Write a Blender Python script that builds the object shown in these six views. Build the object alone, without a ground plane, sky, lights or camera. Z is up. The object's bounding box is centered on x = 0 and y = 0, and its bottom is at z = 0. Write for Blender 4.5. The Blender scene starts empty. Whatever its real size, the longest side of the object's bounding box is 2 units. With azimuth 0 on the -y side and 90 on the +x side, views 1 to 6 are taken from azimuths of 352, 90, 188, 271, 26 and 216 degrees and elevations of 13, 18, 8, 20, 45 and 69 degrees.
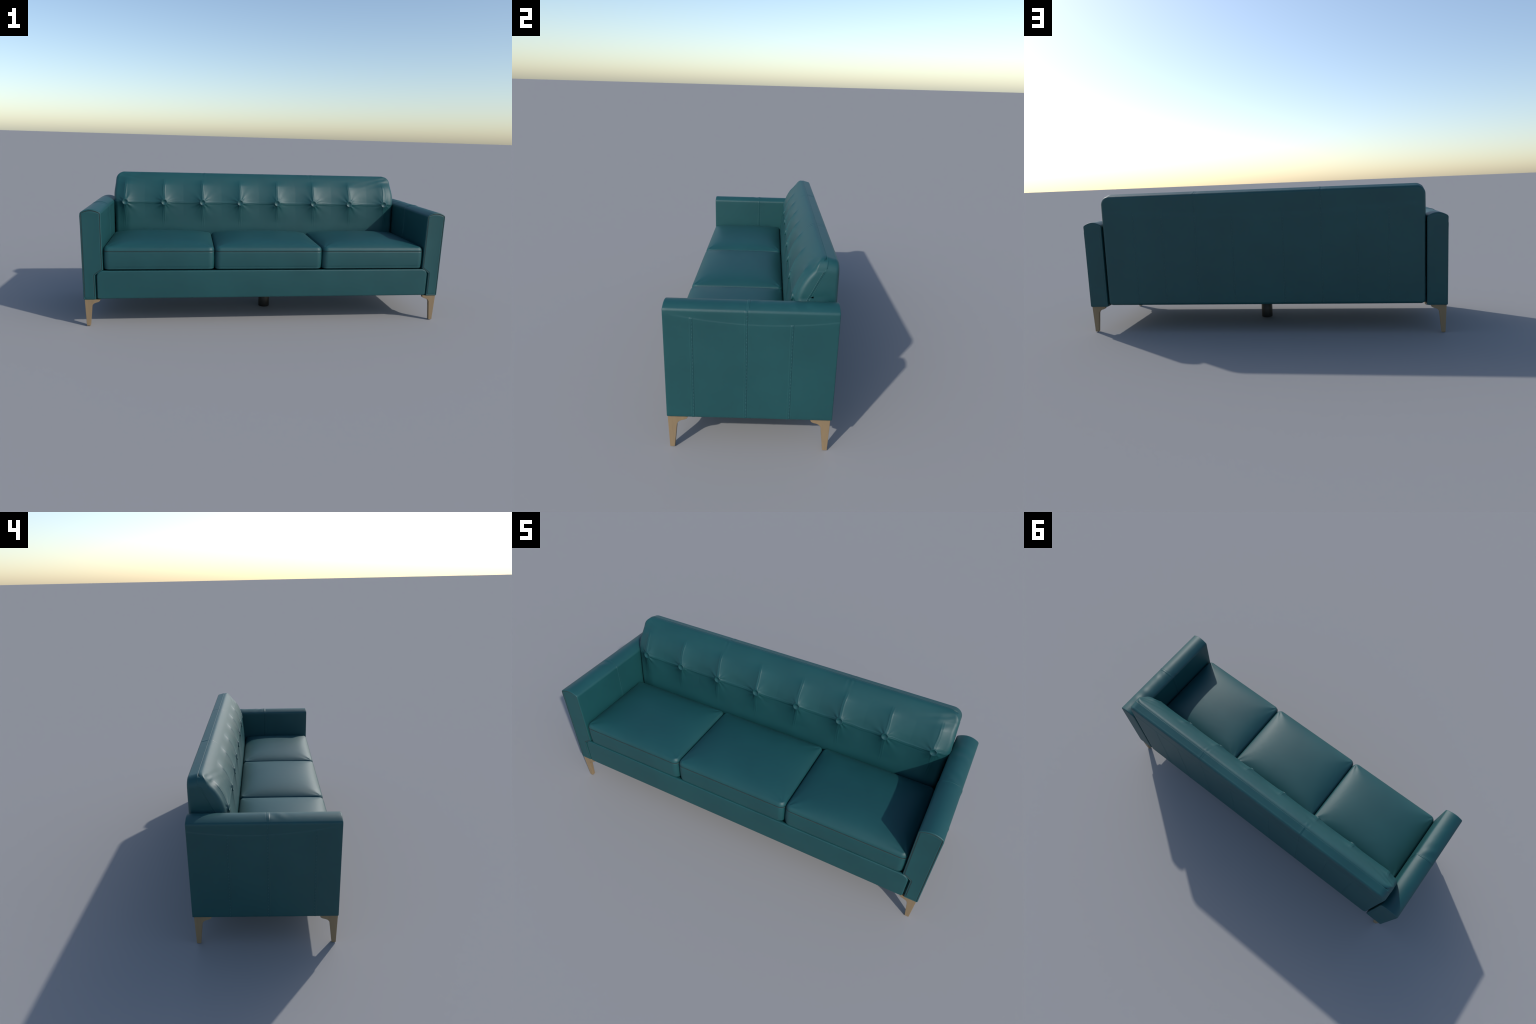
# Three-seat tufted leather sofa: box arms, three seat cushions, buttoned back, wooden corner legs.
import bpy, math, random
import numpy as np

random.seed(7)
rng = np.random.default_rng(7)

# ------------------------------------------------------------------ helpers
def smooth(t, a, b):
    t = np.clip((np.asarray(t, float) - a) / (b - a), 0, 1)
    return t * t * (3 - 2 * t)

def bump(t, w):
    return np.exp(-(np.asarray(t, float) / w) ** 2)

def axis_lines(lo, hi, step, dense=(), width=0.012, fine=0.0016, ends=0.0, endn=7):
    """Sorted grid lines from lo to hi: coarse step, packed finely around 'dense' positions."""
    s = set(np.round(np.linspace(lo, hi, int((hi - lo) / step) + 2), 5))
    for d in dense:
        for t in np.arange(d - width, d + width, fine):
            if lo < t < hi:
                s.add(round(float(t), 5))
    if ends > 0:
        for k in range(endn + 1):
            s.add(round(lo + ends * k / endn, 5)); s.add(round(hi - ends * k / endn, 5))
    out = [lo]
    for t in sorted(s):
        if t - out[-1] > 0.0007:
            out.append(t)
    out[-1] = hi
    return np.array(out)

def make_mesh(name, verts, faces, mat, parent, flip=False, smooth_shade=True):
    me = bpy.data.meshes.new(name)
    if flip:
        faces = [tuple(reversed(f)) for f in faces]
    me.from_pydata([tuple(map(float, v)) for v in verts], [], faces)
    me.validate(); me.update()
    if smooth_shade:
        me.polygons.foreach_set("use_smooth", [True] * len(me.polygons))
    me.materials.append(mat)
    ob = bpy.data.objects.new(name, me)
    bpy.context.scene.collection.objects.link(ob)
    ob.parent = parent
    return ob

def pillow(av, bv, rc, rings):
    """Upholstered slab in local (a, b, h): a grid face with rounded plan corners rc=(lowb, highb),
    then the boundary swept through rings [(outward, h), ...]. Returns verts, faces, ring index."""
    A0, A1, B0, B1 = av[0], av[-1], bv[0], bv[-1]
    na, nb = len(av), len(bv)
    a, b = np.meshgrid(av, bv, indexing="ij")
    a = a.copy(); b = b.copy()
    da = np.zeros_like(a); db = np.zeros_like(b)
    da[0, :] = -1; da[-1, :] = 1; db[:, 0] = -1; db[:, -1] = 1
    for sa, ca in ((-1, A0), (1, A1)):
        for sb, cb, r in ((-1, B0, rc[0]), (1, B1, rc[1])):
            if r <= 0:
                continue
            ccx, ccy = ca - sa * r, cb - sb * r
            p = (a - ccx) * sa; q = (b - ccy) * sb
            m = (p > -1e-9) & (q > -1e-9) & (p <= r + 1e-9) & (q <= r + 1e-9) & (p + q > 1e-9)
            hyp = np.hypot(p, q); mx = np.maximum(p, q)
            f = np.where(m, mx / np.where(hyp > 0, hyp, 1), 1)
            edge = m & (mx > r - 1e-7)
            da = np.where(edge, sa * p / np.where(hyp > 0, hyp, 1), da)
            db = np.where(edge, sb * q / np.where(hyp > 0, hyp, 1), db)
            a = np.where(m, ccx + sa * p * f, a); b = np.where(m, ccy + sb * q * f, b)
    idx = np.arange(na * nb).reshape(na, nb)
    faces = [(idx[i, j], idx[i + 1, j], idx[i + 1, j + 1], idx[i, j + 1])
             for i in range(na - 1) for j in range(nb - 1)]
    loop = ([(i, 0) for i in range(na - 1)] + [(na - 1, j) for j in range(nb - 1)] +
            [(i, nb - 1) for i in range(na - 1, 0, -1)] + [(0, j) for j in range(nb - 1, 0, -1)])
    li = np.array([l[0] for l in loop]); lj = np.array([l[1] for l in loop])
    V = [np.stack([a.ravel(), b.ravel(), np.zeros(na * nb)], 1)]
    R = [np.zeros(na * nb, int)]
    prev = idx[li, lj]; base = na * nb; n = len(loop)
    for k, (o, h) in enumerate(rings):
        V.append(np.stack([a[li, lj] + da[li, lj] * o, b[li, lj] + db[li, lj] * o, np.full(n, h)], 1))
        R.append(np.full(n, k + 1))
        cur = base + np.arange(n); base += n
        for i in range(n):
            j = (i + 1) % n
            faces.append((prev[i], cur[i], cur[j], prev[j]))
        prev = cur
    faces.append(tuple(int(x) for x in prev[::-1]))
    faces = [tuple(int(x) for x in f) for f in faces]
    return np.concatenate(V), faces, np.concatenate(R), (base - n, n)

def tube(path, r, closed=False, sides=8):
    P = np.asarray(path, float); n = len(P)
    if closed:
        T = np.roll(P, -1, 0) - np.roll(P, 1, 0)
    else:
        T = np.gradient(P, axis=0)
    T /= np.linalg.norm(T, axis=1)[:, None] + 1e-12
    ref = np.array([0.31, 0.42, 0.85])
    U = np.cross(T, ref); U /= np.linalg.norm(U, axis=1)[:, None] + 1e-12
    W = np.cross(T, U)
    V = []
    for i in range(n):
        for k in range(sides):
            t = 2 * math.pi * k / sides
            V.append(P[i] + r * (math.cos(t) * U[i] + math.sin(t) * W[i]))
    F = []
    for i in range(n if closed else n - 1):
        j = (i + 1) % n
        for k in range(sides):
            l = (k + 1) % sides
            F.append((i * sides + k, i * sides + l, j * sides + l, j * sides + k))
    if not closed:
        F.append(tuple(range(sides))[::-1]); F.append(tuple((n - 1) * sides + k for k in range(sides)))
    return V, F

def stitches(rows, pitch=0.0155, length=0.0070, r=0.0013):
    """rows: list of (path points, outward normals). Small thread capsules lying on the leather."""
    V, F = [], []
    for path, nor in rows:
        P = np.asarray(path, float); N = np.asarray(nor, float)
        d = np.concatenate([[0], np.cumsum(np.linalg.norm(np.diff(P, axis=0), axis=1))])
        s = pitch * 0.5
        while s < d[-1] - pitch * 0.5:
            sj = s + rng.uniform(-0.0012, 0.0012)
            L = length * rng.uniform(0.7, 1.15)
            pts = []
            for t in np.linspace(-0.5, 0.5, 5):
                q = [np.interp(sj + t * L, d, P[:, k]) for k in range(3)]
                nn = np.array([np.interp(sj, d, N[:, k]) for k in range(3)])
                pts.append(np.array(q) + nn * (0.0006 - 0.0042 * t * t))
            v, f = tube(pts, r, sides=6)
            o = len(V); V += v; F += [tuple(i + o for i in q) for q in f]
            s += pitch
    return V, F

# ------------------------------------------------------------------ materials
def nodes_of(name):
    m = bpy.data.materials.new(name); m.use_nodes = True
    nt = m.node_tree
    return m, nt, nt.nodes["Principled BSDF"]

def leather_material(name="teal_leather", tufted=False):
    m, nt, b = nodes_of(name)
    N, L = nt.nodes, nt.links
    tc = N.new("ShaderNodeTexCoord")
    big = N.new("ShaderNodeTexNoise"); big.inputs["Scale"].default_value = 5.0; big.inputs["Detail"].default_value = 4
    L.new(tc.outputs["Object"], big.inputs["Vector"])
    ramp = N.new("ShaderNodeValToRGB")
    ramp.color_ramp.elements[0].position = 0.3; ramp.color_ramp.elements[1].position = 0.7
    ramp.color_ramp.elements[0].color = (LEATHER[0] * 0.93, LEATHER[1] * 0.93, LEATHER[2] * 0.94, 1)
    ramp.color_ramp.elements[1].color = (LEATHER[0] * 1.07, LEATHER[1] * 1.07, LEATHER[2] * 1.06, 1)
    L.new(big.outputs["Fac"], ramp.inputs["Fac"])
    L.new(ramp.outputs["Color"], b.inputs["Base Color"])
    rr = N.new("ShaderNodeMapRange")
    rr.inputs["To Min"].default_value = ROUGH - 0.03; rr.inputs["To Max"].default_value = ROUGH + 0.03
    L.new(big.outputs["Fac"], rr.inputs["Value"]); L.new(rr.outputs["Result"], b.inputs["Roughness"])
    b.inputs["Specular IOR Level"].default_value = SPEC
    vor = N.new("ShaderNodeTexVoronoi"); vor.inputs["Scale"].default_value = 380.0
    L.new(tc.outputs["Object"], vor.inputs["Vector"])
    med = N.new("ShaderNodeTexNoise"); med.inputs["Scale"].default_value = 34.0; med.inputs["Detail"].default_value = 3
    L.new(tc.outputs["Object"], med.inputs["Vector"])
    b1 = N.new("ShaderNodeBump"); b1.inputs["Strength"].default_value = 0.10; b1.inputs["Distance"].default_value = 0.0006
    L.new(vor.outputs["Distance"], b1.inputs["Height"])
    b2 = N.new("ShaderNodeBump"); b2.inputs["Strength"].default_value = 0.10; b2.inputs["Distance"].default_value = 0.003
    L.new(med.outputs["Fac"], b2.inputs["Height"]); L.new(b1.outputs["Normal"], b2.inputs["Normal"])
    last = b2
    if tufted:
        b3 = N.new("ShaderNodeBump"); b3.inputs["Strength"].default_value = 1.0; b3.inputs["Distance"].default_value = 1.2
        L.new(tuft_height(nt, tc), b3.inputs["Height"]); L.new(b2.outputs["Normal"], b3.inputs["Normal"])
        last = b3
    L.new(last.outputs["Normal"], b.inputs["Normal"])
    return m

def tuft_height(nt, tc):
    """Shading bump at the button columns, raised to draw bright right and dark lower-left flanks, as a height in metres on Object coordinates."""
    N, L = nt.nodes, nt.links
    def val(x):
        return x
    def mth(op, a, b=None, clamp=False):
        n = N.new("ShaderNodeMath"); n.operation = op; n.use_clamp = clamp
        for i, q in enumerate((a, b)):
            if q is None:
                continue
            if isinstance(q, (int, float)):
                n.inputs[i].default_value = q
            else:
                L.new(q, n.inputs[i])
        return n.outputs[0]
    def ramp(q, a, b):
        n = N.new("ShaderNodeMapRange"); n.interpolation_type = "SMOOTHSTEP"
        L.new(q, n.inputs["Value"]); n.inputs["From Min"].default_value = a; n.inputs["From Max"].default_value = b
        return n.outputs["Result"]
    sep = N.new("ShaderNodeSeparateXYZ"); L.new(tc.outputs["Object"], sep.inputs[0])
    x, z = sep.outputs["X"], sep.outputs["Z"]
    ph = mth("FRACT", mth("ADD", mth("DIVIDE", mth("ADD", x, 0.8235), 0.2353), 0.5))
    t = mth("MULTIPLY", mth("SUBTRACT", ph, 0.5), 0.2353)          # signed distance to nearest column
    at = mth("SQRT", mth("ADD", mth("MULTIPLY", t, t), 1.6e-5))
    dz = mth("MULTIPLY", mth("SUBTRACT", z, 0.6155), 1.15)
    col = mth("EXPONENT", mth("MULTIPLY", at, -1 / 0.040))
    up = mth("MULTIPLY", ramp(z, 0.600, 0.640), ramp(z, 0.755, 0.715))
    dn = mth("MULTIPLY", ramp(z, 0.630, 0.590), ramp(z, 0.49, 0.57))
    h = mth("MULTIPLY", col, mth("ADD", mth("MULTIPLY", up, 0.0085), mth("MULTIPLY", dn, 0.0058)))
    rho = mth("SQRT", mth("ADD", mth("ADD", mth("MULTIPLY", t, t), mth("MULTIPLY", dz, dz)), 4e-5))
    h = mth("ADD", h, mth("MULTIPLY", mth("EXPONENT", mth("MULTIPLY", rho, -1 / 0.033)), 0.0200))
    row = mth("EXPONENT", mth("MULTIPLY", mth("ABSOLUTE", dz), -1 / 0.022))
    h = mth("ADD", h, mth("MULTIPLY", row, 0.0034))
    return h

def wood_material():
    m, nt, b = nodes_of("pale_beech_wood")
    N, L = nt.nodes, nt.links
    tc = N.new("ShaderNodeTexCoord")
    mp = N.new("ShaderNodeMapping"); mp.inputs["Scale"].default_value = (60, 60, 5)
    L.new(tc.outputs["Object"], mp.inputs["Vector"])
    no = N.new("ShaderNodeTexNoise"); no.inputs["Scale"].default_value = 1.0; no.inputs["Detail"].default_value = 4
    L.new(mp.outputs["Vector"], no.inputs["Vector"])
    ramp = N.new("ShaderNodeValToRGB")
    ramp.color_ramp.elements[0].position = 0.3; ramp.color_ramp.elements[1].position = 0.7
    ramp.color_ramp.elements[0].color = tuple(c * 0.94 for c in WOOD) + (1,)
    ramp.color_ramp.elements[1].color = tuple(c * 1.06 for c in WOOD) + (1,)
    L.new(no.outputs["Fac"], ramp.inputs["Fac"]); L.new(ramp.outputs["Color"], b.inputs["Base Color"])
    b.inputs["Roughness"].default_value = 0.55
    return m

def plain_material(name, col, rough):
    m, nt, b = nodes_of(name)
    N, L = nt.nodes, nt.links
    tc = N.new("ShaderNodeTexCoord")
    no = N.new("ShaderNodeTexNoise"); no.inputs["Scale"].default_value = 90.0
    L.new(tc.outputs["Object"], no.inputs["Vector"])
    ramp = N.new("ShaderNodeValToRGB")
    ramp.color_ramp.elements[0].color = tuple(c * 0.9 for c in col) + (1,)
    ramp.color_ramp.elements[1].color = tuple(c * 1.1 for c in col) + (1,)
    L.new(no.outputs["Fac"], ramp.inputs["Fac"]); L.new(ramp.outputs["Color"], b.inputs["Base Color"])
    b.inputs["Roughness"].default_value = rough
    return m

LEATHER = (0.0068, 0.0645, 0.0705)
ROUGH = 0.51
SPEC = 0.46
WOOD = (0.245, 0.170, 0.092)

M_LEATHER = leather_material()
M_TUFTED = leather_material("tufted_teal_leather", True)
M_WOOD = wood_material()
M_SEAM = plain_material("dark_seam_cord", (0.026, 0.024, 0.024), 0.7)
M_TOPSEAM = plain_material("russet_seam_cord", (0.05, 0.034, 0.034), 0.6)
M_THREAD = plain_material("teal_thread", (0.02, 0.095, 0.105), 0.45)
M_BLACK = plain_material("black_plastic", (0.006, 0.006, 0.006), 0.45)

sofa = bpy.data.objects.new("sofa", None)
bpy.context.scene.collection.objects.link(sofa)
sofa["label"] = "teal leather three-seat sofa with button-tufted back and wooden legs"
sofa["category"] = "sofa"

# ------------------------------------------------------------------ armrests
ARM_OUT, ARM_IN, ARM_Y = 0.9973, 0.8935, 0.3335
ARM_Z0, ARM_Z1, CREST = 0.149, 0.6175, 0.0195
NOTCH_X, NOTCH_Z0, NOTCH_Z1, NOTCH_Y = 0.9320, 0.284, 0.312, -0.317
SEAM_Y = -0.0150
ARM_SHIFT = 0.002                                        # arms sit a touch towards the rear

def arm_taper(z):
    return 1 - 0.0085 * np.clip((0.617 - z) / 0.467, 0, 1)

SIDE_SEAMS = (-0.223, 0.158)

def crease_z(y):
    return 0.561 + 0.030 * np.abs((y - 0.06) / 0.33) ** 2.0

def round_poly(pts, radii, inset, edge_n, arc_n=6):
    """Offset a CCW polygon inward by 'inset' and round its corners; fixed point count."""
    P = np.asarray(pts, float); n = len(P)
    E = np.roll(P, -1, 0) - P
    E /= np.linalg.norm(E, axis=1)[:, None]
    Nn = np.stack([-E[:, 1], E[:, 0]], 1)            # inward for CCW
    Q = []
    for i in range(n):
        n0, n1 = Nn[i - 1], Nn[i]
        m = n0 + n1; m = m / (m @ m) * 2
        Q.append(P[i] + m * inset)
    Q = np.array(Q)
    out = []
    starts, ends, arcs = [], [], []
    for i in range(n):
        e0, e1 = E[i - 1], E[i]
        cr = e0[0] * e1[1] - e0[1] * e1[0]; dt = np.clip(e0 @ e1, -1, 1)
        ang = math.atan2(cr, dt)
        r = max(radii[i] - inset, 0.0006) if cr >= 0 else radii[i] + inset
        t = r * abs(math.tan(ang / 2))
        a = Q[i] - e0 * t; b = Q[i] + e1 * t
        pts_a = []
        for k in range(arc_n + 1):
            f = k / arc_n
            if abs(ang) < 1e-4:
                pts_a.append(a + (b - a) * f + e1 * 1e-5 * k)
            else:
                c = a + np.array([-e0[1], e0[0]]) * r * np.sign(ang)
                th = ang * f
                d = a - c
                pts_a.append(c + np.array([d[0] * math.cos(th) - d[1] * math.sin(th),
                                           d[0] * math.sin(th) + d[1] * math.cos(th)]))
        arcs.append(pts_a)
    for i in range(n):
        out += arcs[i]
        a = arcs[i][-1]; b = arcs[(i + 1) % n][0]
        for f in edge_n[i][1:-1]:
            out.append(a + (b - a) * f)
    return np.array(out)

INNER = {-1: 0.8905, 1: 0.8920}                          # the two inner faces are not quite mirrored

def build_arm(sign):
    ARM_IN = INNER[sign]
    def frac(lo, hi, step, dense=()):
        v = axis_lines(lo, hi, step, dense, 0.010, 0.0018)
        return (v - lo) / (hi - lo)
    # CCW in (x, z) seen with x right, z up
    radii = [0.007, 0.007, 0.007, 0.006, 0.006, 0.006]
    edges = [frac(0, ARM_Z1 - ARM_Z0, 0.010, (0.414, 0.424, 0.434, 0.442)),           # outer side, going up
             frac(0, 0.1, 0.005),                        # crest
             frac(0, 0.3, 0.010),                        # inner side, going down
             np.linspace(0, 1, 6), np.linspace(0, 1, 12), np.linspace(0, 1, 8)]
    def outline(y, inset):
        nx = NOTCH_X if y < NOTCH_Y else ARM_IN
        P = [(ARM_OUT, ARM_Z0), (ARM_OUT, ARM_Z1), (ARM_IN, ARM_Z1), (ARM_IN, NOTCH_Z1),
             (nx, NOTCH_Z0), (nx, ARM_Z0)]
        if nx == ARM_IN:
            P[4] = (ARM_IN + 1e-6, NOTCH_Z0)
        L = round_poly(P, radii, inset, edges)
        xc, hw = (ARM_OUT + ARM_IN) / 2, (ARM_OUT - ARM_IN) / 2
        k = smooth(L[:, 1], 0.585, 0.617)
        L = L.copy()
        L[:, 1] += k * CREST * np.clip(1 - ((L[:, 0] - xc) / hw) ** 2, 0, 1)
        return L
    ys = axis_lines(-ARM_Y + 0.0046, ARM_Y - 0.0046, 0.012, (SEAM_Y,) + SIDE_SEAMS, 0.016, 0.0015)
    ys = np.sort(np.concatenate([ys, [NOTCH_Y - 0.0004, NOTCH_Y + 0.0004]]))
    rings = []                                            # (y, inset)
    r = 0.0045
    front = [(-ARM_Y + 0.0012, 0.0130), (-ARM_Y + 0.0006, 0.0085), (-ARM_Y + 0.0018, 0.0074), (-ARM_Y + 0.0022, 0.0067),
             (-ARM_Y + 0.0016, 0.0060), (-ARM_Y + 0.0001, 0.0052)]
    rings += front
    for k in range(0, 6):
        t = math.pi / 2 * k / 6
        rings.append((-ARM_Y + r * (1 - math.cos(t)), r * (1 - math.sin(t))))
    for y in ys:
        rings.append((y, 0.0))
    for k in range(5, -1, -1):
        t = math.pi / 2 * k / 6
        rings.append((ARM_Y - r * (1 - math.cos(t)), r * (1 - math.sin(t))))
    rings += [(ARM_Y - 0.0009, 0.0060), (ARM_Y - 0.0010, 0.0070), (ARM_Y - 0.0001, 0.0085), (ARM_Y, 0.0130)]
    V = []
    n = None
    for y, ins in rings:
        L = outline(y, ins)
        n = len(L)
        V.append(np.stack([L[:, 0], np.full(n, y), L[:, 1]], 1))
    V = np.concatenate(V)
    F = []
    m = len(rings)
    for i in range(m - 1):
        for k in range(n):
            l = (k + 1) % n
            F.append((i * n + k, i * n + l, (i + 1) * n + l, (i + 1) * n + k))
    F.append(tuple(range(n))[::-1]); F.append(tuple((m - 1) * n + k for k in range(n)))
    # displacement: seams, crease, soft wrinkles
    x, y, z = V[:, 0].copy(), V[:, 1].copy(), V[:, 2].copy()
    on_out = smooth(x, ARM_OUT - 0.006, ARM_OUT - 0.001)
    on_in = smooth(-x, -ARM_IN - 0.006, -ARM_IN - 0.001) * smooth(z, 0.315, 0.33)
    on_top = smooth(z, ARM_Z1 + 0.004, ARM_Z1 + 0.012) * smooth(-np.abs(y), -ARM_Y + 0.002, -ARM_Y + 0.008)
    def lap(t):
        return 0.0007 * bump(t + 0.0072, 0.0013) + 0.0009 * smooth(t, -0.0085, -0.0065) * smooth(-t, -0.0038, -0.0018) \
            - 0.0006 * bump(t - 0.0035, 0.0014)
    below = smooth(crease_z(y) + 0.004 - z, 0.0, 0.004)
    show = 1.35 if sign > 0 else 0.7                     # seam relief exaggerated on the sunlit arm, flattened on the shaded one
    d_out = lap(y - SEAM_Y) * show
    for s in SIDE_SEAMS:
        d_out = d_out + lap(y - s) * below * show
    t = z - crease_z(y)
    d_out = d_out + 0.0006 * np.tanh(-t / 0.004) * bump(t, 0.03) + 0.0004 * bump(t, 0.003)
    V[:, 0] += on_out * d_out
    V[:, 0] -= on_in * lap(y - SEAM_Y) * 1.5
    w = 0.0012 * np.sin((y - SEAM_Y) * 95 + x * 60) * bump(y - SEAM_Y - 0.035 * sign, 0.045)
    w += 0.0016 * np.sin(y * 80 + 1.3) * bump(y - 0.2, 0.06) * (sign > 0)
    V[:, 2] += on_top * (lap((y - SEAM_Y) * -sign) * 1.2 + w * smooth(-np.abs(x - 0.947), -0.05, -0.02))
    V[:, 1] += ARM_SHIFT
    V[:, 1] *= arm_taper(V[:, 2])
    V[:, 0] *= sign
    arm = make_mesh("armrest", V, F, M_LEATHER, sofa, flip=sign < 0)
    # cord around the front panel
    L = outline(-ARM_Y, 0.0067)
    k0 = int(np.argmin(L[:, 1] - 0.2 * (L[:, 0] - 0.9)))
    L = np.roll(L, -k0, 0)
    L = L[(L[:, 1] > ARM_Z0 + 0.0095)]
    v, f = tube([(sign * p[0], (-ARM_Y + 0.0014 + ARM_SHIFT) * arm_taper(p[1]), p[1]) for p in L], 0.0011, sides=6)
    make_mesh("piping", v, f, M_SEAM, arm)
    rows = []
    zz = np.linspace(0.155, 0.612, 60)
    rows.append(([(sign * (ARM_OUT + 0.0004), (SEAM_Y + ARM_SHIFT) * arm_taper(q), q) for q in zz], [(sign, 0, 0)] * 60))
    for s in SIDE_SEAMS:
        zz = np.linspace(0.155, float(crease_z(s)) + 0.002, 50)
        rows.append(([(sign * (ARM_OUT + 0.0004), (s + ARM_SHIFT) * arm_taper(q), q) for q in zz], [(sign, 0, 0)] * 50))
    zz = np.linspace(0.43, 0.612, 30)
    rows.append(([(sign * (ARM_IN - 0.0004), (SEAM_Y + ARM_SHIFT) * arm_taper(q), q) for q in zz], [(-sign, 0, 0)] * 30))
    v, f = stitches(rows, r=0.0014 if sign > 0 else 0.0009)
    st = make_mesh("stitching", v, f, M_THREAD, arm); st["kind"] = "stuff"
    return arm

for s in (-1, 1):
    build_arm(s)

# ------------------------------------------------------------------ base: front rail and inner frame
def build_base():
    A, z0, z1, yf = 0.9240, 0.1565, 0.309, -0.3325
    r = 0.006
    av = axis_lines(-A + r, A - r, 0.02, ends=0.03)
    bv = axis_lines(z0 + 0.003, z1 - r, 0.012, ends=0.030)
    rg = [(r * math.sin(t), -r * (1 - math.cos(t))) for t in np.linspace(0.25, math.pi / 2, 6)]
    rg += [(r, -0.009), (r, -0.0128)]
    V, F, R, _ = pillow(av, bv, (0.002, 0.029), rg)
    a, b, h = V.T
    face = R == 0
    h = h + np.where(face, 0.0016 * (1 - (a / A) ** 4) * np.sin(np.clip((b - z0) / (z1 - z0), 0, 1) * math.pi), 0)
    W = np.stack([a, yf - h, b], 1)
    rail = make_mesh("front_rail", W, F, M_LEATHER, sofa)
    # hidden carcass under the cushions
    x0, y0, y1, q0, q1 = 0.8932, -0.316, 0.30, 0.1585, 0.3
    P = [(sx * (INNER[sx] - 0.0006), yy, zz) for zz in (q0, q1) for sx, yy in ((-1, y0), (1, y0), (1, y1), (-1, y1))]
    Fq = [(3, 2, 1, 0), (4, 5, 6, 7), (0, 1, 5, 4), (1, 2, 6, 5), (2, 3, 7, 6), (3, 0, 4, 7)]
    make_mesh("seat_base", P, Fq, M_LEATHER, sofa, smooth_shade=False)

build_base()

# ------------------------------------------------------------------ seat cushions
def build_seat(xc, hw, seed):
    rs = np.random.default_rng(seed)
    y0, y1 = -0.3310, 0.1375
    yc, hy = (y0 + y1) / 2, (y1 - y0) / 2
    r = 0.012
    av = axis_lines(-hw + r, hw - r, 0.008, ends=0.026, endn=8)
    bv = axis_lines(-hy + r, hy - r, 0.008, ends=0.026, endn=8)
    t0 = math.radians(31)                                # the roll carries on from the slope of the dome
    k = r / (1 - math.sin(t0)); D = k * math.cos(t0)
    rg = [(k * (math.sin(t) - math.sin(t0)), -k * (math.cos(t0) - math.cos(t))) for t in np.linspace(t0 + 0.12, math.pi / 2 * 0.98, 7)]
    sh = D - 0.013
    rg += [(r - 0.0006, -0.0142 - sh), (r - 0.0018, -0.0150 - sh), (r - 0.0018, -0.0158 - sh), (r - 0.0003, -0.0170 - sh), (r + 0.0006, -0.020 - sh)]
    for q in np.linspace(0.026, 0.100, 9):
        rg.append((r + 0.0004 + 0.0016 * math.sin((q - 0.02) / 0.084 * math.pi), -q - sh))
    rg += [(r + p, q - sh) for p, q in ((-0.0006, -0.1035), (0.0004, -0.1060), (-0.0002, -0.1090), (-0.0022, -0.1120), (-0.006, -0.1138), (-0.02, -0.1145))]
    V, F, R, _ = pillow(av, bv, (0.020, 0.014), rg)
    a, b, h = V.T.copy()
    u = np.clip(np.abs(a) / (hw - r), 0, 1); v = np.clip(np.abs(b) / (hy - r), 0, 1)
    dome = DOME_EDGE * (1 - u ** DOME_P) * (1 - v ** DOME_P) + DOME_MID * (1 - u ** 2.2) * (1 - v ** 2.2)
    # pulled folds running in from each corner
    fold = np.zeros_like(a)
    for sx in (-1, 1):
        for sy in (-1, 1):
            p = (hw - a * sx); q = (hy - b * sy)
            rho = np.hypot(p, q); phi = np.arctan2(q, p)
            k = rs.uniform(8.5, 11); ph = rs.uniform(0, 6.28); am = rs.uniform(0.0022, 0.004)
            fold += am * np.cos(k * phi + ph) * np.exp(-rho / 0.045) * smooth(rho, 0.012, 0.035) * np.sin(2 * np.clip(phi, 0, math.pi / 2)) ** 0.5
    face = R == 0
    h = h + np.where(face, dome + fold * smooth(1 - np.maximum(u, v), 0, 0.06), 0)
    # front wall: faint puckers beneath the seam
    W = np.stack([xc + a, yc + b, 0.4275 + sh + h], 1)
    cush = make_mesh("seat_cushion", W, F, M_LEATHER, sofa)
    # seam cord in the groove
    n_ring = 9
    ids = np.where(R == n_ring)[0]
    path = W[ids].copy()
    cen = np.array([xc, yc]); off = path[:, :2] - cen
    path[:, 0] += np.where(np.abs(off[:, 0]) > hw - 0.02, np.sign(off[:, 0]) * 0.0018, 0)
    path[:, 1] += np.where(np.abs(off[:, 1]) > hy - 0.02, np.sign(off[:, 1]) * 0.0018, 0)
    pv, pf = tube(path, 0.0010, closed=True, sides=6)
    make_mesh("piping", pv, pf, M_SEAM, cush)

DOME_EDGE, DOME_MID, DOME_P = 0.016, 0.019, 8
build_seat(-0.5947, 0.2940, 11)
build_seat(0.0, 0.2992, 12)
build_seat(0.5955, 0.2950, 13)

# ------------------------------------------------------------------ backrest frame
REAR_Y = 0.3355
REAR_SEAMS = (0.139, 0.345, 0.534, 0.698)

def side_seam_y(z):
    return np.interp(z, [0.40, 0.52, 0.617, 0.755, 0.775, 0.8], [0.200, 0.200, 0.216, 0.286, 0.287, 0.287])

def side_flare(x, y, z):
    f = 0.007 * bump(z - 0.655, 0.06) * smooth(np.abs(x), 0.80, 0.88)
    out = np.sign(x) * f * np.clip((REAR_Y - y) / 0.11, 0, 1)
    # low down, the padding swells against the arm inside the gap
    k = smooth(0.635 - z, 0, 0.03) * smooth(y, 0.165, 0.20) * smooth(0.312 - y, 0, 0.03) * smooth(np.abs(x), 0.868, 0.8825)
    return out + np.where(x > 0, 0.0082, -0.0066) * k

def rear_crease(x):
    return 0.645 + 0.036 * np.clip(np.abs(x) / 0.7, 0, 1.3) ** 1.2

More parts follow.
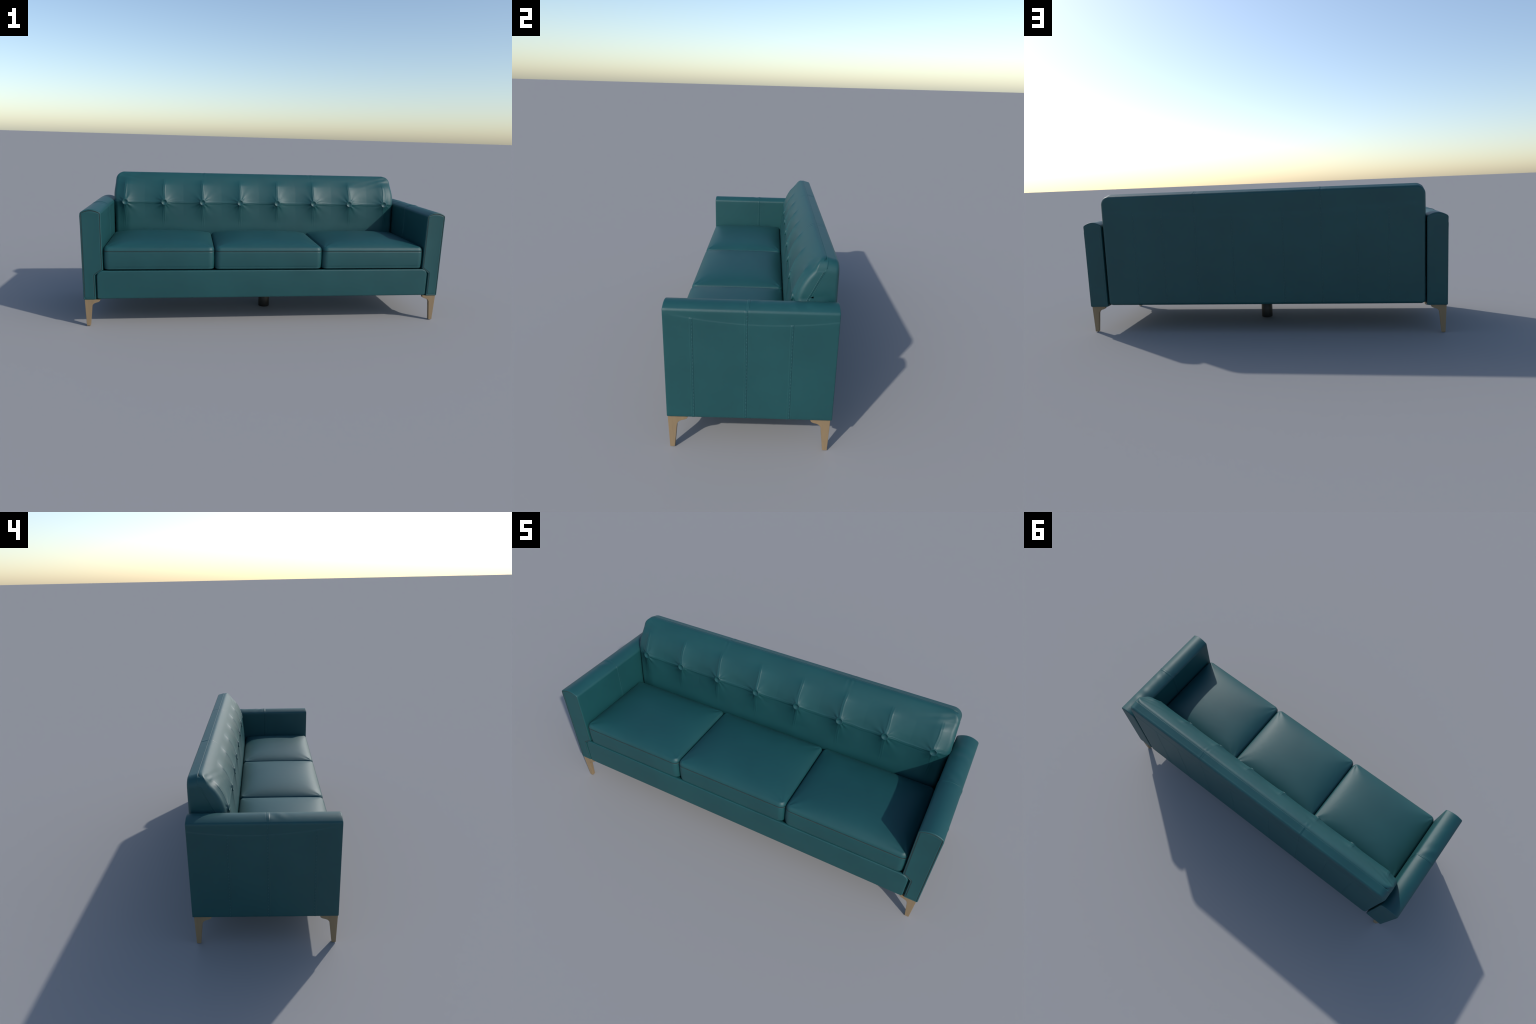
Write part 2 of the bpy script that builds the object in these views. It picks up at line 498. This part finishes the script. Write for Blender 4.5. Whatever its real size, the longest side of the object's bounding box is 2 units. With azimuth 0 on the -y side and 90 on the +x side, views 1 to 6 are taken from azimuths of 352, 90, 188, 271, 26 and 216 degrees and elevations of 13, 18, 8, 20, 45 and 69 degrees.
def build_frame():
    A, z0, z1 = 0.8835, 0.1575, 0.7795
    r = 0.015
    allx = tuple(REAR_SEAMS) + tuple(-q for q in REAR_SEAMS)
    av = axis_lines(-A + r, A - r, 0.015, allx, 0.012, 0.0018, ends=0.04, endn=8)
    bv = axis_lines(z0 + r, z1 - r, 0.012, ends=0.04, endn=8)
    rg = [(r * math.sin(t), -r * (1 - math.cos(t))) for t in np.linspace(0.2, math.pi / 2, 7)]
    walls = [0.1, 0.25, 0.4, 0.55, 0.7, 0.85, 0.93, 1.0]
    nrim = len(rg)
    rg += [(r, -0.02)] * len(walls)
    V, F, R, (capstart, capn) = pillow(av, bv, (0.006, 0.032), rg)
    a, b, h = V.T.copy()
    x, z = a, b
    y = REAR_Y + h
    wall = np.zeros_like(y)
    for k, w in enumerate(walls):
        wall[R == nrim + 1 + k] = w
    ys = side_seam_y(z)
    y = np.where(wall > 0, (REAR_Y - r) * (1 - wall) + ys * wall, y)
    # top slopes gently up towards the front seam
    top = smooth(z, 0.760, 0.777)
    def lap(t):
        return 0.0007 * bump(t + 0.0060, 0.0018) - 0.0007 * bump(t - 0.003, 0.0018)
    d = np.zeros_like(x)
    for s in allx:
        full = 1.0 if abs(abs(s) - 0.345) < 1e-6 else smooth(rear_crease(x) + 0.004 - z, 0, 0.005)
        d = d + lap((x - s) * np.sign(s)) * full
    t = z - rear_crease(x)
    d = d + 0.0008 * np.tanh(-t / 0.004) * bump(t, 0.03)
    ontop = top * (R > 0)
    y = y + np.where(R == 0, d, 0) * smooth(A - np.abs(x), 0.012, 0.03)
    z = z + np.clip((REAR_Y - r - y) / 0.036, 0, 1.1) * 0.0100 * np.clip((z - 0.70) / 0.079, 0, 1)
    dt = np.zeros_like(x)
    for s in (-0.345, 0.345):
        dt += 0.9 * lap((x - s) * np.sign(s)) + 0.0006 * np.sin((x - s) * 190) * bump(x - s, 0.03)
    z = z + ontop * dt * (R > 3)
    x = x + side_flare(x, y, z)
    W = np.stack([x, y, z], 1)
    # local (a=x, b=z, h=+y) is left-handed -> flip
    fr = make_mesh("backrest", W, F, M_LEATHER, sofa, flip=True)
    rows = []
    for s in allx:
        if abs(abs(s) - 0.345) < 1e-6:
            zz = np.linspace(0.165, 0.768, 60)
        else:
            zz = np.linspace(0.165, float(rear_crease(s)) + 0.002, 60)
        rows.append(([(s, REAR_Y + 0.0002, q) for q in zz], [(0, 1, 0)] * 60))
    v, f = stitches(rows, r=0.0007)
    st = make_mesh("stitching", v, f, M_THREAD, fr); st["kind"] = "stuff"
    return W, R, nrim + len(walls), fr

frameW, frameR, frame_last, frame_ob = build_frame()

# ------------------------------------------------------------------ tufted back cushion
BUTTON_X = [-0.8235 + 0.2353 * i for i in range(8)]
BUTTON_Z = 0.6155
PROFILE = [(0.2800, 0.7900), (0.2660, 0.7865), (0.2400, 0.7680), (0.2155, 0.7420), (0.1885, 0.7060), (0.1710, 0.6700),
           (0.1615, 0.6350), (0.1565, 0.6050), (0.1520, 0.5700), (0.1460, 0.5200), (0.1410, 0.4600), (0.1390, 0.4000), (0.1390, 0.3500)]

def chaikin(P, it=3):
    P = np.asarray(P, float)
    for _ in range(it):
        Q = [P[0]]
        for i in range(len(P) - 1):
            Q += [0.75 * P[i] + 0.25 * P[i + 1], 0.25 * P[i] + 0.75 * P[i + 1]]
        Q.append(P[-1]); P = np.array(Q)
    return P

PROF = chaikin(PROFILE)
PS = np.concatenate([[0], np.cumsum(np.linalg.norm(np.diff(PROF, axis=0), axis=1))])
PT = np.gradient(PROF, axis=0); PT /= np.linalg.norm(PT, axis=1)[:, None]

def prof(s):
    y = np.interp(s, PS, PROF[:, 0]); z = np.interp(s, PS, PROF[:, 1])
    ty = np.interp(s, PS, PT[:, 0]); tz = np.interp(s, PS, PT[:, 1])
    over = np.where(s < 0, s, 0) + np.where(s > PS[-1], s - PS[-1], 0)
    return y + ty * over, z + tz * over, tz, -ty      # normal (y,z): rotate the tangent to face forward

S_BUTTON = float(np.interp(-BUTTON_Z, -PROF[:, 1], PS))
S_TOP = float(np.interp(-0.745, -PROF[:, 1], PS))
S_LOW = float(np.interp(-0.455, -PROF[:, 1], PS))

def tuft(x, s):
    """Relief of the buttoned leather, metres along the outward normal."""
    d = np.zeros_like(x)
    ds = s - S_BUTTON
    # horizontal crease through the buttons (only between the outer ones), with a flat topstitched band
    inrow = smooth(0.862 - np.abs(x), 0, 0.03)
    wob = 0.002 * np.sin(x * 23) + 0.0012 * np.sin(x * 61 + 1)
    th = ds + wob
    d += inrow * (0.0008 * np.exp(-np.abs(th) / 0.020) + 0.0008 * bump(th - 0.005, 0.0022) + 0.0008 * bump(th + 0.005, 0.0022))
    for i, bx in enumerate(BUTTON_X):
        dx = x - bx
        up = smooth(s, S_TOP - 0.02, S_TOP + 0.03) * smooth(S_BUTTON - s, -0.004, 0.004)
        dn = smooth(S_LOW - s, -0.01, 0.07) * smooth(s - S_BUTTON, -0.004, 0.004)
        wv = 0.0022 * np.sin(s * 40 + i * 1.7)
        t = dx + wv * smooth(np.abs(ds), 0.01, 0.05)
        swell = 0.0016 * np.exp(-np.abs(t) / 0.032) * (up + 0.35 * dn)
        lines = 0.0011 * bump(t - 0.0055, 0.0021) + 0.0011 * bump(t + 0.0055, 0.0021)
        d += swell + lines * (up + 0.7 * dn)
        rho = np.hypot(dx, ds); phi = np.arctan2(ds, dx)
        d += 0.0018 * np.exp(-(rho / 0.036) ** 1.5) - 0.007 * np.exp(-(rho / 0.0135) ** 6)
        ph = 1.9 * i + 0.6
        f = np.cos(7 * phi + ph + 0.9 * np.sin(2 * phi + i)) * 0.6 + np.cos(11 * phi - 1.3 * ph) * 0.4
        # folds gather mostly on the diagonals
        diag = 0.25 + 0.75 * np.abs(np.sin(2 * phi))
        d += 0.0042 * f * diag * np.exp(-rho / 0.036) * smooth(rho, 0.014, 0.030)
    d -= 0.0010 * smooth(s, 0.06, 0.16) * smooth(S_LOW - s, -0.02, 0.08)
    # corner pull folds at the upper ends
    for sg in (-1, 1):
        q = (0.88 - x * sg); p = s - 0.02
        line = p - 0.32 * q - 0.012
        d += 0.0022 * np.sin(line * 150) * bump(line, 0.03) * np.exp(-q / 0.10) * smooth(s, 0.0, 0.03)
    # tiny pulls by the top seam above the frame seams
    for sx in (-0.345, 0.345):
        d += 0.0012 * np.sin((x - sx) * 240) * bump(x - sx, 0.025) * np.exp(-np.clip(s, 0, 1) / 0.03)
    return d

def build_back_cushion():
    A = 0.884
    r = 0.020
    av = axis_lines(-A + r, A - r, 0.006, tuple(BUTTON_X), 0.034, 0.0022, ends=0.06, endn=12)
    bv = axis_lines(0.010, PS[-1] - 0.004, 0.006, (S_BUTTON,), 0.034, 0.0022, ends=0.05, endn=10)
    rg = [(r * math.sin(t), -r * (1 - math.cos(t))) for t in np.linspace(0.12, math.pi / 2, 9)]
    nrim = len(rg)
    walls = [0.15, 0.35, 0.55, 0.75, 0.88, 0.94, 1.0]
    rg += [(r, -r)] * len(walls)
    V, F, R, _ = pillow(av, bv, (0.046, 0.0), rg)
    a, b, h = V.T.copy()
    s = b.copy()
    # slimmer edge roll along the top seam
    near = 1 - smooth(s, 0.0, 0.10)
    h = np.where(R > 0, h * (1 - 0.55 * near), h)
    s = np.where(R > 0, s, s)
    py, pz, ny, nz = prof(s)
    fade = smooth(A - r - np.abs(a), -0.001, 0.03) * 0.85 + 0.15
    d = tuft(a, s) * np.where(R == 0, 1, np.clip(1 - h / -0.02, 0, 1)) * smooth(s, 0.0, 0.02)
    ends = 0.012 * smooth(np.abs(a), 0.79, 0.884) * smooth(s, 0.01, 0.07)
    hh = h + d * fade - ends
    x = a
    y = py + ny * hh; z = pz + nz * hh
    wall = np.zeros_like(y)
    for k, w in enumerate(walls):
        wall[R == nrim + 1 + k] = w
    yseam = side_seam_y(z)
    y = np.where(wall > 0, y * (1 - wall) + np.maximum(yseam + 0.007, y) * wall, y)
    # keep the edge of the cushion inside the rounded upper corner of the frame behind it
    cx, cz, rc = 0.8835 - 0.047, 0.7895 - 0.047, 0.0462
    p, q = np.abs(x) - cx, z - cz
    rho = np.hypot(p, q)
    rc = np.where(wall > 0.9, rc - 0.0035, rc)
    k = np.where((p > 0) & (q > 0) & (rho > rc) & (R > 0), rc / np.maximum(rho, 1e-6), 1.0)
    x = np.where(k < 1, np.sign(x) * (cx + p * k), x); z = np.where(k < 1, cz + q * k, z)
    # shallow groove beside the seam
    groove = bump(wall - 0.94, 0.04) * 0.0025
    x = x - np.sign(x) * groove * (np.abs(x) > 0.85)
    x = x + side_flare(x, y, z)
    W = np.stack([x, y, z], 1)
    # (a=x, b=downwards, h=forward): right-handed check -> a x b = x * (-z) = +y, h is -y, so flip
    ob = make_mesh("back_cushion", W, F, M_TUFTED, sofa, flip=True)
    # seam cord between cushion and frame
    ids = np.where(R == nrim + len(walls))[0]
    P = W[ids]
    keep = P[:, 2] > 0.56
    start = int(np.argmax(~keep & np.roll(keep, -1)))
    P = np.roll(P, -start - 1, 0); keep = np.roll(keep, -start - 1)
    P = P[keep].copy()
    P[:, 1] -= 0.007
    P[:, 2] += np.where(np.abs(P[:, 0]) < 0.85, 0.0004, 0)
    Pt = P[np.abs(P[:, 0]) < 0.835]
    Pt = Pt[Pt[:, 2] > 0.77]
    v, f = tube(Pt, 0.0009, sides=6)
    make_mesh("piping", v, f, M_TOPSEAM, ob)
    Q = P.copy(); Q[:, 1] -= 0.0055; Q[:, 2] -= 0.0002
    v, f = tube(Q, 0.0019, sides=8)
    make_mesh("welt", v, f, M_LEATHER, ob)
    # buttons, modelled concave to put shadow upper right and light lower left
    prof_b = [(0.0, -0.0022), (0.004, -0.0018), (0.008, -0.0006), (0.012, 0.0014), (0.0150, 0.0030), (0.0168, 0.0034), (0.0180, 0.0026), (0.0188, 0.0006), (0.0190, -0.004)]
    Vb, Fb = [(0, 0, prof_b[0][1])], []
    ns = 28
    for rr, hz in prof_b[1:]:
        for k in range(ns):
            t = 2 * math.pi * k / ns
            Vb.append((rr * math.cos(t), rr * math.sin(t), hz))
    for k in range(ns):
        Fb.append((0, 1 + k, 1 + (k + 1) % ns))
    for j in range(len(prof_b) - 2):
        for k in range(ns):
            l = (k + 1) % ns
            Fb.append((1 + j * ns + k, 1 + (j + 1) * ns + k, 1 + (j + 1) * ns + l, 1 + j * ns + l))
    first = None
    py, pz, ny, nz = [float(q) for q in prof(np.array(S_BUTTON))]
    tilt = math.atan2(nz, -ny)
    for bx in BUTTON_X:
        off = float(tuft(np.array([bx]), np.array([S_BUTTON]))[0]) + 0.0068
        if abs(bx) > 0.8:
            off -= 0.0045                                # the end buttons follow the receding edge
        if first is None:
            first = make_mesh("button", Vb, Fb, M_LEATHER, ob); o = first
        else:
            o = first.copy(); bpy.context.scene.collection.objects.link(o)
        o.location = (bx, py + ny * off, pz + nz * off)
        o.rotation_euler = (math.pi / 2 - tilt + rng.uniform(-0.04, 0.04), rng.uniform(-0.05, 0.05), 0)
    return ob

build_back_cushion()

# ------------------------------------------------------------------ legs
def leg_profile():
    """Outline in (inward distance from the outer corner, z)."""
    P = [(0.0045, 0.0), (0.0, 0.149), (0.080, 0.149), (0.0795, 0.143), (0.076, 0.1375), (0.068, 0.1335), (0.056, 0.1300),
         (0.047, 0.1260), (0.0405, 0.1195), (0.0370, 0.1120), (0.0355, 0.103), (0.0238, 0.0)]
    return P

def build_leg(sx, sy):
    P = leg_profile(); T = 0.018; n = len(P)
    V, F = [], []
    for wing in (0, 1):
        o = len(V)
        for depth in (0.0, 1.0):
            for q, z in P:
                # outer face leans with the taper; second wing set 0.2 mm back to avoid coplanar faces
                off = 0.0045 * (1 - z / 0.149)
                dd = off + (T * depth + (0.0002 if wing else 0.0))
                qq = q + (0.0002 if wing and q < 0.01 else 0)
                p = (qq, dd) if wing == 0 else (dd, qq)
                V.append((sx * (0.9915 - p[0]), sy * (0.3260 - p[1]), z + (0.0002 * wing if z < 0.001 else 0)))
        fa = [tuple(o + i for i in range(n)), tuple(o + n + i for i in reversed(range(n)))]
        for i in range(n):
            j = (i + 1) % n
            fa.append((o + j, o + i, o + n + i, o + n + j))
        F += fa
    me_ob = make_mesh("leg", V, F, M_WOOD, sofa, smooth_shade=False)
    import bmesh
    bm = bmesh.new(); bm.from_mesh(me_ob.data)
    bmesh.ops.recalc_face_normals(bm, faces=bm.faces)
    bmesh.ops.bevel(bm, geom=[e for e in bm.edges if len(e.link_faces) == 2 and e.calc_face_angle(0) > 0.8],
                    offset=0.0014, segments=2, affect="EDGES", profile=0.5)
    bm.to_mesh(me_ob.data); bm.free()
    return me_ob

for sx in (-1, 1):
    for sy in (-1, 1):
        build_leg(sx, sy)

def build_centre_leg():
    cx, cy = 0.0245, -0.014
    pr = [(0.0, 0.160), (0.0335, 0.160), (0.0335, 0.004), (0.0325, 0.001), (0.030, 0.0), (0.0, 0.0)]
    ns = 40; V, F = [], []
    for r, z in pr[1:-1]:
        for k in range(ns):
            t = 2 * math.pi * k / ns
            V.append((cx + r * math.cos(t), cy + r * math.sin(t), z))
    m = len(pr) - 2
    for j in range(m - 1):
        for k in range(ns):
            l = (k + 1) % ns
            F.append((j * ns + k, (j + 1) * ns + k, (j + 1) * ns + l, j * ns + l))
    F.append(tuple(range(ns))); F.append(tuple((m - 1) * ns + k for k in reversed(range(ns))))
    ob = make_mesh("support_leg", V, F, M_BLACK, sofa)
    for p in ob.data.polygons:
        if len(p.vertices) > 4:
            p.use_smooth = False

build_centre_leg()
